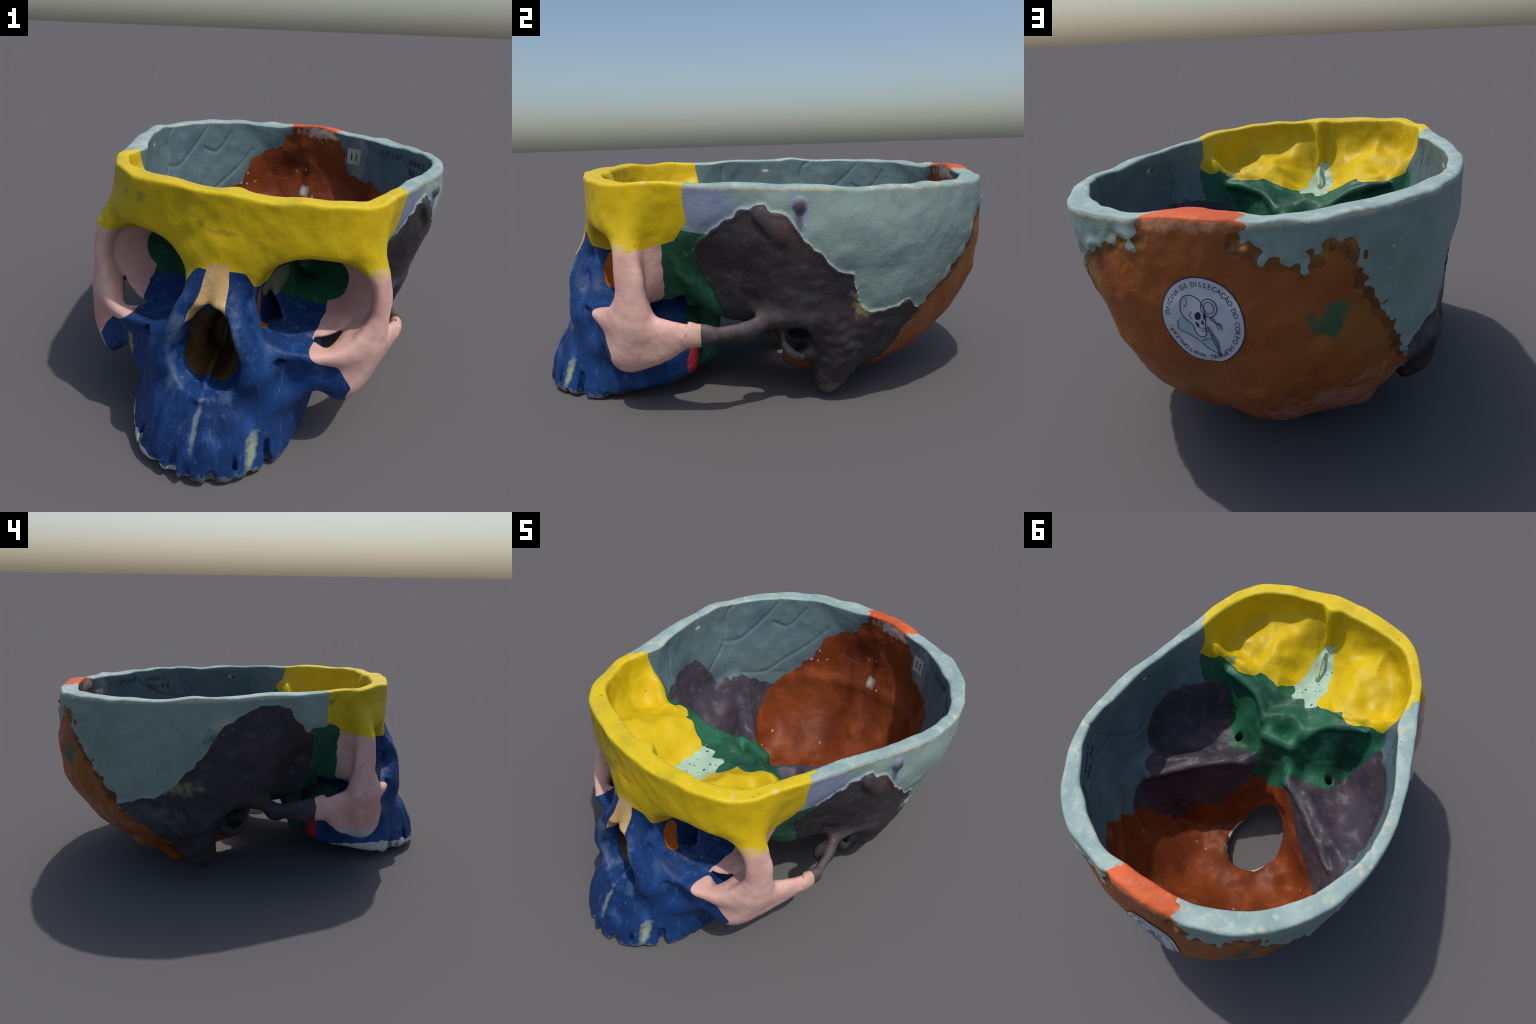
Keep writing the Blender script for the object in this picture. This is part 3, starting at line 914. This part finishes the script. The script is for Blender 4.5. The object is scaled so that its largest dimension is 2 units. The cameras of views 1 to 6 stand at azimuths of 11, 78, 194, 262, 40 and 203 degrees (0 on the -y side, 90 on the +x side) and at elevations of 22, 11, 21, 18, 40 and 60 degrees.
def frontal(kind):
    base = (.60, .42, .004)
    if kind == 2:
        p = Paint("frontal_rim_paint", (.62, .46, .012), .5).mottle(10, (.50, .36, .02), .5, .7).mottle(22, CREAM, .62, .75, .6).flecks(30, (.35, .22, .02), .16, .8)
    else:
        p = Paint("frontal_paint" if kind == 0 else "frontal_inside_paint", base, .5, .25)
        p.mottle(4, (.47, .335, .003), .42, .66, .8).mottle(12, (.66, .47, .008), .5, .7, .7).mottle(7, (.52, .30, .004), .6, .75, .6, shift=2.0)
        if kind == 0:
            p.spot((-.40, -.71, .87), (.03, .05, .035), GREEN, .75, .9, 26).spot((-.30, -.75, .885), (.018, .05, .02), GREEN, .5, .9, 26).spot((-.60, -.38, .89), (.05, .025, .03), GREEN, .7, .9, 26)
            p.flecks(26, (.33, .09, .01), .16, .9, .60).spot((.02, -.76, .83), (.04, .05, .008), (.36, .14, .01), .6, .8, 50).spot((-.06, -.76, .845), (.012, .05, .012), (.36, .14, .01), .6, .6, 50).spot((.53, -.59, .71), (.05, .04, .02), (.60, .42, .30), .6, .5)
        else:
            p.flecks(22, (.40, .18, .01), .14, .9, .62).spot((.40, -.30, .76), (.03, .03, .02), GREEN, .8, .9, 26)
    return p.done(.14 if kind == 0 else .2, 45)


def temporal(kind):
    if kind == 1:
        p = Paint("temporal_inside_paint", (.062, .052, .066), .47).mottle(6, (.042, .035, .045), .4, .65).mottle(18, (.11, .10, .125), .56, .74, .7).flecks(34, (.3, .3, .3), .10, .7, .64)
    else:
        p = Paint("temporal_paint", (.042, .036, .039), .5).mottle(4, (.030, .027, .029), .42, .64).mottle(13, (.066, .055, .060), .52, .72, .8)
        p.mottle(9, (.10, .105, .11), .58, .76, .6, shift=5.0, stretch=(1, 1, 2)).flecks(40, (.30, .27, .16), .13, .7, .60)
        p.spot((.60, -.20, .44), (.10, .25, .05), (.13, .105, .11), .7, .5).spot((.62, .02, .78), (.07, .07, .06), (.10, .045, .042), .5, .5, 22)
        p.spot((.61, .30, .52), (.05, .035, .07), (.36, .29, .13), .6, .7, 34).spot((.60, .34, .46), (.05, .05, .02), (.36, .29, .13), .6, .7, 34).spot((-.68, .36, .51), (.05, .10, .03), (.30, .26, .15), .6, .8, 34)
        p.spot((.44, .22, .07), (.08, .08, .05), (.17, .155, .11), .6, .9, 26).spot((-.55, .50, .33), (.15, .15, .12), (.075, .085, .10), .8, .6)
    return p.done(.3, 40)


def sphenoid(kind):
    p = Paint("sphenoid_paint" if kind == 0 else "sphenoid_inside_paint", (.018, .098, .052) if kind == 0 else (.020, .115, .060), .5 if kind == 0 else .47)
    p.mottle(5, (.012, .065, .038), .42, .66).mottle(15, (.05, .20, .12), .58, .76, .7).flecks(38, (.32, .40, .30), .12, .7, .64)
    return p.done(.2, 50)


def occipital(kind):
    if kind == 2:
        p = Paint("occipital_rim_paint", (.62, .115, .028), .55).mottle(8, (.50, .085, .022), .45, .65).mottle(20, (.66, .18, .06), .6, .75, .7).flecks(20, (.6, .5, .35), .14, .8, .62)
    elif kind == 3:
        p = Paint("occipital_suture_paint", (.19, .075, .016), .6).mottle(12, (.11, .045, .014), .42, .62).mottle(22, (.34, .17, .04), .55, .7, .7)
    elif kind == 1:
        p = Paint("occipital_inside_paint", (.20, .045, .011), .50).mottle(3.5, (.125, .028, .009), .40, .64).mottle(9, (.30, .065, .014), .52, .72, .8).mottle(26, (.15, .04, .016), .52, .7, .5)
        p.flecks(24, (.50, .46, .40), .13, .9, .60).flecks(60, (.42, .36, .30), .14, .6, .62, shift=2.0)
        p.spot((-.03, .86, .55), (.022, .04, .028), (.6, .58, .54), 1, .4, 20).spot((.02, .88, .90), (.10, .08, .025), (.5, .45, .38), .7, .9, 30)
    else:
        p = Paint("occipital_paint", (.30, .085, .018), .45).mottle(3, (.22, .062, .015), .42, .64).mottle(8, (.36, .12, .022), .52, .7, .8).mottle(24, (.26, .085, .03), .5, .7, .6)
        p.spot((-.387, .874, .61), (.055, .07, .05), GREEN, .9, .6, 16, .15).spot((-.36, .70, .22), (.22, .16, .12), (.42, .20, .16), .55, 1.0, 18).spot((-.50, .76, .62), (.10, .12, .25), (.24, .10, .02), .6, .7, 20)
        p.spot((.42, .82, .70), (.10, .10, .20), (.30, .16, .03), .6, .9, 26).spot((.01, .94, .91), (.14, .06, .02), (.60, .30, .16), .7, .9, 30)
    return p.done(.3, 40)


def maxilla(kind):
    p = Paint("maxilla_paint", (.008, .043, .160), .5).mottle(4, (.005, .028, .108), .42, .64).mottle(11, (.020, .074, .24), .55, .75, .8, stretch=(1, 1, .4))
    p.mottle(30, (.08, .14, .29), .60, .80, .6, stretch=(1, 1, .25)).mottle(60, (.16, .22, .32), .62, .80, .45, stretch=(1, 1, .2), shift=3.0).flecks(44, (.30, .34, .36), .11, .5, .62)
    p.spot((.205, -.90, .12), (.014, .06, .065), (.36, .42, .24), .75, .5, 40).spot((.02, -.93, .20), (.008, .06, .10), (.22, .26, .24), .6, .7, 40).spot((-.33, -.70, .30), (.010, .06, .06), (.36, .38, .10), .6, .7, 40)
    p.spot((.09, -.86, .46), (.03, .03, .20), (.20, .30, .42), .3, .7, 30).spot((-.09, -.86, .42), (.03, .03, .16), (.20, .30, .42), .3, .7, 30)
    p.plane((0, 0, -1), -.045, -.015, (.30, .30, .22), .7, .02, 34)
    return p.done(.3, 40)


def zygoma(kind):
    p = Paint("zygomatic_paint", (.62, .37, .32), .5).mottle(4, (.53, .285, .25), .45, .66, .8).mottle(12, (.67, .45, .39), .52, .72, .8).mottle(30, (.50, .27, .24), .58, .75, .5)
    p.flecks(28, (.25, .07, .05), .11, .9, .60).spot((.60, -.315, .40), (.04, .03, .05), (.42, .30, .17), .6, .8, 30).spot((-.50, -.58, .36), (.08, .12, .06), (.55, .18, .16), .5, .6, 12)
    return p.done(.16, 40)


def plain(name, colour, dark, rough=.5):
    return Paint(name, colour, rough).mottle(8, dark, .42, .66).mottle(26, tuple(min(1, c * 1.25) for c in colour), .55, .75, .6).done(.2, 50)


COATS = {
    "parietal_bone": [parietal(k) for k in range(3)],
    "maxilla": [maxilla(0)] * 3,
    "sphenoid_bone": [sphenoid(0), sphenoid(1), sphenoid(1)],
    "temporal_bone": [temporal(0), temporal(1), temporal(1)],
    "occipital_bone": [occipital(k) for k in range(4)],
    "frontal_bone": [frontal(k) for k in range(3)],
    "zygomatic_bone": [zygoma(0)] * 3,
    "nasal_bone": [plain("nasal_paint", (.56, .39, .17), (.45, .28, .11))] * 3,
    "lacrimal_bone": [plain("lacrimal_paint", (.36, .10, .012), (.24, .06, .008))] * 3,
    "ethmoid_bone": [plain("ethmoid_orbit_paint", (.16, .19, .11), (.10, .13, .08)), Paint("ethmoid_paint", (.34, .50, .40), .45).mottle(20, (.42, .46, .32), .5, .7).flecks(34, (.03, .05, .04), .2, .9, .45).done(.3, 50)] + [None],
    "nasal_cavity": [plain("nasal_cavity_paint", (.10, .055, .015), (.05, .03, .012))] * 3,  # brown kept dark: shadow of a deeper cavity tinted into shallow walls
    "palatine_bone": [plain("palatine_paint", (.42, .03, .04), (.30, .02, .03))] * 3,
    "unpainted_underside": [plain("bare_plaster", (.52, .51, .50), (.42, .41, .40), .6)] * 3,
}
COATS["ethmoid_bone"][2] = COATS["ethmoid_bone"][1]
PAIRED = {"parietal_bone", "temporal_bone", "zygomatic_bone", "lacrimal_bone", "palatine_bone"}

# ----------------------------------------------------------------------------- objects
from mathutils import Matrix
root = bpy.data.objects.new("skull", None)
bpy.context.collection.objects.link(root)
M = Matrix.Identity(4)
for i in range(3):
    M[i][0], M[i][1], M[i][2], M[i][3] = EX[i], EY[i], EZ[i], ORIGIN[i]
root.matrix_world = M
root["label"] = "painted human skull with the skullcap sawn off"
root["category"] = "skull model"


def make(name, verts, faces, normals=None, mats=(), slots=None, parent=root):
    me = bpy.data.meshes.new(name)
    me.from_pydata(np.asarray(verts).tolist(), [], np.asarray(faces).tolist() if isinstance(faces, np.ndarray) else faces)
    for m in mats:
        me.materials.append(m)
    me.polygons.foreach_set("use_smooth", [True] * len(me.polygons))
    if slots is not None:
        me.polygons.foreach_set("material_index", np.asarray(slots, np.int32))
    me.update()
    if normals is not None:
        me.normals_split_custom_set_from_vertices(np.asarray(normals).tolist())
    ob = bpy.data.objects.new(name, me)
    bpy.context.collection.objects.link(ob)
    ob.parent = parent
    return ob


def bone(name, mask):
    t = body.t[mask]
    if not len(t):
        return
    used, inv = np.unique(t, return_inverse=True)
    make(name, body.v[used], inv.reshape(-1, 3), body.n[used], COATS[name], body.slot[mask])


side = body.v[body.t].mean(1)[:, 0] > 0.0
for name in BONES:
    m = body.label == ID[name]
    if name in PAIRED:
        bone(name, m & side); bone(name, m & ~side)
    else:
        bone(name, m)


# ----------------------------------------------------------------------------- stickers and writing, laid on the surface
def land(origin, direction, reach=0.5, steps=130):
    """March points along directions until they meet the bone."""
    o = np.asarray(origin, float); d = np.asarray(direction, float)
    d = d / np.linalg.norm(d, axis=1, keepdims=True)
    t = np.zeros(len(o)); last = sample(field, o); hit = np.zeros(len(o), bool); at = np.full(len(o), reach)
    ds = reach / steps
    for _ in range(steps):
        now = sample(field, o + d * (t + ds)[:, None])
        new = ~hit & (last > 0) & (now <= 0)
        at[new] = t[new] + ds * last[new] / (last[new] - now[new])
        hit |= new
        t += ds; last = now
    return o + d * at[:, None], d


def glyphs(text, size=1.0):
    """Built-in font as triangles: vertices (n, 2), faces, width."""
    cu = bpy.data.curves.new("lettering", "FONT"); cu.body = text; cu.size = size; cu.resolution_u = 4
    ob = bpy.data.objects.new("lettering", cu); bpy.context.collection.objects.link(ob)
    bpy.context.view_layer.update()
    me = bpy.data.meshes.new_from_object(ob)
    v = np.array([x.co[:2] for x in me.vertices]).reshape(-1, 2)
    f = [list(p.vertices) for p in me.polygons]
    bpy.data.objects.remove(ob); bpy.data.curves.remove(cu); bpy.data.meshes.remove(me)
    return v, f


def flat(name, colour, rough=.45):
    return Paint(name, colour, rough).mottle(30, tuple(c * .93 for c in colour), .4, .7).done(.04, 60, .05)


def disc(rings=16, spokes=64, wobble=0.0):
    v, f = [(0.0, 0.0)], []
    for i in range(1, rings + 1):
        for j in range(spokes):
            a = 2 * math.pi * j / spokes
            v.append((i / rings * math.cos(a), i / rings * math.sin(a)))
    for j in range(spokes):
        f.append([0, 1 + j, 1 + (j + 1) % spokes])
    for i in range(rings - 1):
        for j in range(spokes):
            a, b = 1 + i * spokes + j, 1 + i * spokes + (j + 1) % spokes
            f.append([a, a + spokes, b + spokes, b])
    return np.array(v), f


def ribbon(line, width, closed=False):
    """A drawn line: strip of quads along a polyline."""
    p = np.asarray(line, float)
    p = np.vstack([p, p[:1]]) if closed else p
    q = through(p, 6)
    t = np.gradient(q, axis=0); t /= np.maximum(np.linalg.norm(t, axis=1, keepdims=True), 1e-9)
    n = np.stack([-t[:, 1], t[:, 0]], 1) * width / 2
    v = np.vstack([q + n, q - n]); m = len(q)
    return v, [[i, i + 1, m + i + 1, m + i] for i in range(m - 1)]


def patch(outline, rings=4):
    """Filled blob: outline shrunk to its middle in rings."""
    q = through(np.vstack([outline, outline[:1]]), 5)[:-1]
    c = q.mean(0); v, f, m = [c], [], len(q)
    for i in range(1, rings + 1):
        v += list(c + (q - c) * i / rings)
    for j in range(m):
        f.append([0, 1 + j, 1 + (j + 1) % m])
        for i in range(rings - 1):
            a, b = 1 + i * m + j, 1 + i * m + (j + 1) % m
            f.append([a, a + m, b + m, b])
    return np.array(v), f


def join(parts):
    v, f, base = [], [], 0
    for pv, pf in parts:
        v.append(np.asarray(pv, float)); f += [[i + base for i in face] for face in pf]; base += len(pv)
    return np.vstack(v), f


# round sticker on the back of the head
SEAL = np.array([-.040, .985, .634]); SEAL_R = .130
seal_n = np.array([-.02, 1.0, -.03]); seal_n /= np.linalg.norm(seal_n)
seal_r = np.cross((0, 0, 1), seal_n); seal_r /= np.linalg.norm(seal_r)     # to the right as seen from behind
seal_u = np.cross(seal_n, seal_r)
tilt = math.radians(-3)
seal_r, seal_u = seal_r * math.cos(tilt) + seal_u * math.sin(tilt), seal_u * math.cos(tilt) - seal_r * math.sin(tilt)


def on_seal(uv, lift):
    uv = np.asarray(uv) * SEAL_R
    o = SEAL + seal_n * .12 + uv[:, :1] * seal_r + uv[:, 1:] * seal_u
    p, d = land(o, np.tile(-seal_n, (len(o), 1)), .4)
    return p - d * lift


WHITE, INK, TEAL = flat("sticker_white", (.50, .52, .58)), flat("ink", (.02, .022, .06)), flat("glove_green", (.30, .45, .46))
v, f = disc()
sticker = make("sticker", on_seal(v, .0030), f, None, [WHITE])
v, f = ribbon([(math.cos(a), math.sin(a)) for a in np.linspace(0, 2 * math.pi, 40)], .022)
make("sticker_border", on_seal(v, .0034), f, None, [INK], parent=sticker)
MOTTO = "OFICINA DE DISSECA\u00c7\u00c3O DO CORPO HUMANO  ANATOMIZAR: "
angle = math.radians(177)
for ch in MOTTO:
    step = 2 * math.pi / len(MOTTO) * (.6 if ch in " I:" else 1.0) * 1.075
    angle -= step / 2
    if ch != " ":
        v, f = glyphs(ch, .155)
        v = v - [(v[:, 0].min() + v[:, 0].max()) / 2, .055]
        a = angle - math.pi / 2
        rot = np.array([[math.cos(a), -math.sin(a)], [math.sin(a), math.cos(a)]])
        v = v @ rot.T + .85 * np.array([math.cos(angle), math.sin(angle)])
        make("sticker_letter", on_seal(v, .0040), f, None, [INK], parent=sticker)
    angle -= step / 2

# drawing in the middle: gloved hand with a pen, a small skull, a looped cross
glove = patch([(-.60, -.05), (-.58, -.28), (-.30, -.36), (-.05, -.46), (.15, -.62), (.42, -.70), (.44, -.50), (.30, -.30), (.10, -.25), (-.20, -.22), (-.38, -.02), (-.50, .06)])
make("drawn_glove", on_seal(glove[0], .0036), glove[1], None, [TEAL], parent=sticker)
cranium = patch([(-.50, .30), (-.46, .48), (-.28, .58), (-.05, .52), (.08, .32), (.10, .10), (.08, -.10), (.12, -.22), (.02, -.34), (-.14, -.28), (-.22, -.10), (-.38, .02), (-.48, .14)])
make("drawn_skull", on_seal(cranium[0], .0040), cranium[1], None, [WHITE], parent=sticker)
dark = [patch([(-.16, .16), (-.06, .24), (.0, .18), (-.02, .08), (-.12, .05)]), patch([(.06, .20), (.11, .22), (.12, .10), (.07, .09)]), patch([(.03, .08), (.07, -.04), (.0, -.02)]), patch([(-.16, -.02), (-.08, -.04), (-.06, -.14), (-.12, -.10)])]
v, f = join(dark)
make("drawn_sockets", on_seal(v, .0050), f, None, [INK], parent=sticker)
lines = [ribbon([(-.50, .30), (-.46, .48), (-.28, .58), (-.05, .52), (.08, .32), (.11, .08), (.09, -.12), (.12, -.24), (.02, -.34), (-.14, -.28), (-.22, -.10), (-.38, .02), (-.48, .14), (-.50, .30)], .018),
         ribbon([(-.60, -.05), (-.58, -.28), (-.30, -.36), (-.05, -.46), (.15, -.62), (.42, -.70)], .016), ribbon([(-.02, -.20), (.16, -.18), (.10, -.10)], .014), ribbon([(-.05, -.14), (.12, -.13)], .012),
         ribbon([(-.36, .52), (-.34, .38), (-.42, .28)], .012), ribbon([(-.24, .22), (-.28, .10), (-.22, .04)], .012),
         ribbon([(.14, -.05), (.30, -.45), (.44, -.78)], .020), ribbon([(.19, -.06), (.36, -.46), (.44, -.78)], .014),
         ribbon([(.20, -.22), (.36, -.34), (.40, -.55)], .014), ribbon([(-.02, -.44), (.16, -.36), (.30, -.38)], .014)]
loop = [(.20 + .19 * math.cos(a), .36 + .20 * math.sin(a)) for a in np.linspace(-.9, 4.4, 16)]
lines += [ribbon([(.50, .00)] + [(.36, .04), (.22, .12)] + loop + [(.30, .12), (.42, -.12)], .018), ribbon([(.20 + .12 * math.cos(a), .36 + .13 * math.sin(a)) for a in np.linspace(0, 2 * math.pi, 16)], .014), ribbon([(.42, .06), (.50, -.10)], .02)]
v, f = join(lines)
make("drawn_lines", on_seal(v, .0054), f, None, [INK], parent=sticker)


# paper tag and handwriting on the inside of the wall
def on_wall(uv, turn, height, lift):
    """u runs along the wall to the right as seen from inside, v upwards."""
    uv = np.asarray(uv, float)
    a = math.radians(turn)
    base = np.array([math.sin(a), -math.cos(a)])
    along = np.array([base[1], -base[0]])
    z = height + uv[:, 1]
    o = np.stack([CENTRE[0] + .25 * base[0] + uv[:, 0] * along[0], CENTRE[1] + .25 * base[1] + uv[:, 0] * along[1], z], 1)
    p, d = land(o, np.tile([base[0], base[1], 0.0], (len(o), 1)), .7)
    return p - d * lift


u, w = np.meshgrid(np.linspace(-.041, .041, 8), np.linspace(-.045, .045, 8), indexing="ij")
quad = [[i * 8 + j, i * 8 + j + 1, (i + 1) * 8 + j + 1, (i + 1) * 8 + j] for i in range(7) for j in range(7)]
TAG_TURN = math.degrees(math.atan2(.230 - CENTRE[0], -(.853 - CENTRE[1])))
tag = make("paper_tag", on_wall(np.stack([u.ravel(), w.ravel()], 1), TAG_TURN, .795, .0030), quad, None, [flat("tag_paper", (.50, .47, .38), .6)])
v, f = glyphs("11", .058)
v = v - [(v[:, 0].min() + v[:, 0].max()) / 2, .02]
make("tag_number", on_wall(v, TAG_TURN, .795, .0045), f, None, [INK], parent=tag)


PENCIL = flat("pen_ink", (.035, .045, .06))


def handwriting(text, first, last, height, size):
    """Hand-lettered word along the wall between two turns."""
    for i, ch in enumerate(text):
        if ch == " ":
            continue
        v, f = glyphs(ch, size * rng.uniform(.92, 1.08))
        v = v - [(v[:, 0].min() + v[:, 0].max()) / 2, 0]
        a = rng.uniform(-.12, .12)
        v = v @ np.array([[math.cos(a), math.sin(a)], [-math.sin(a), math.cos(a)]])
        make("written_letter", on_wall(v, first + (last - first) * i / (len(text) - 1), height + rng.uniform(-.004, .004), .0025), f, None, [PENCIL])


wall_turn = lambda x, y: math.degrees(math.atan2(x - CENTRE[0], -(y - CENTRE[1])))
handwriting("JUSSAR. ENNES", wall_turn(.376, .761), wall_turn(.607, .507), .848, .042)
handwriting("03\u00b794", wall_turn(.545, .59), wall_turn(.618, .484), .790, .050)
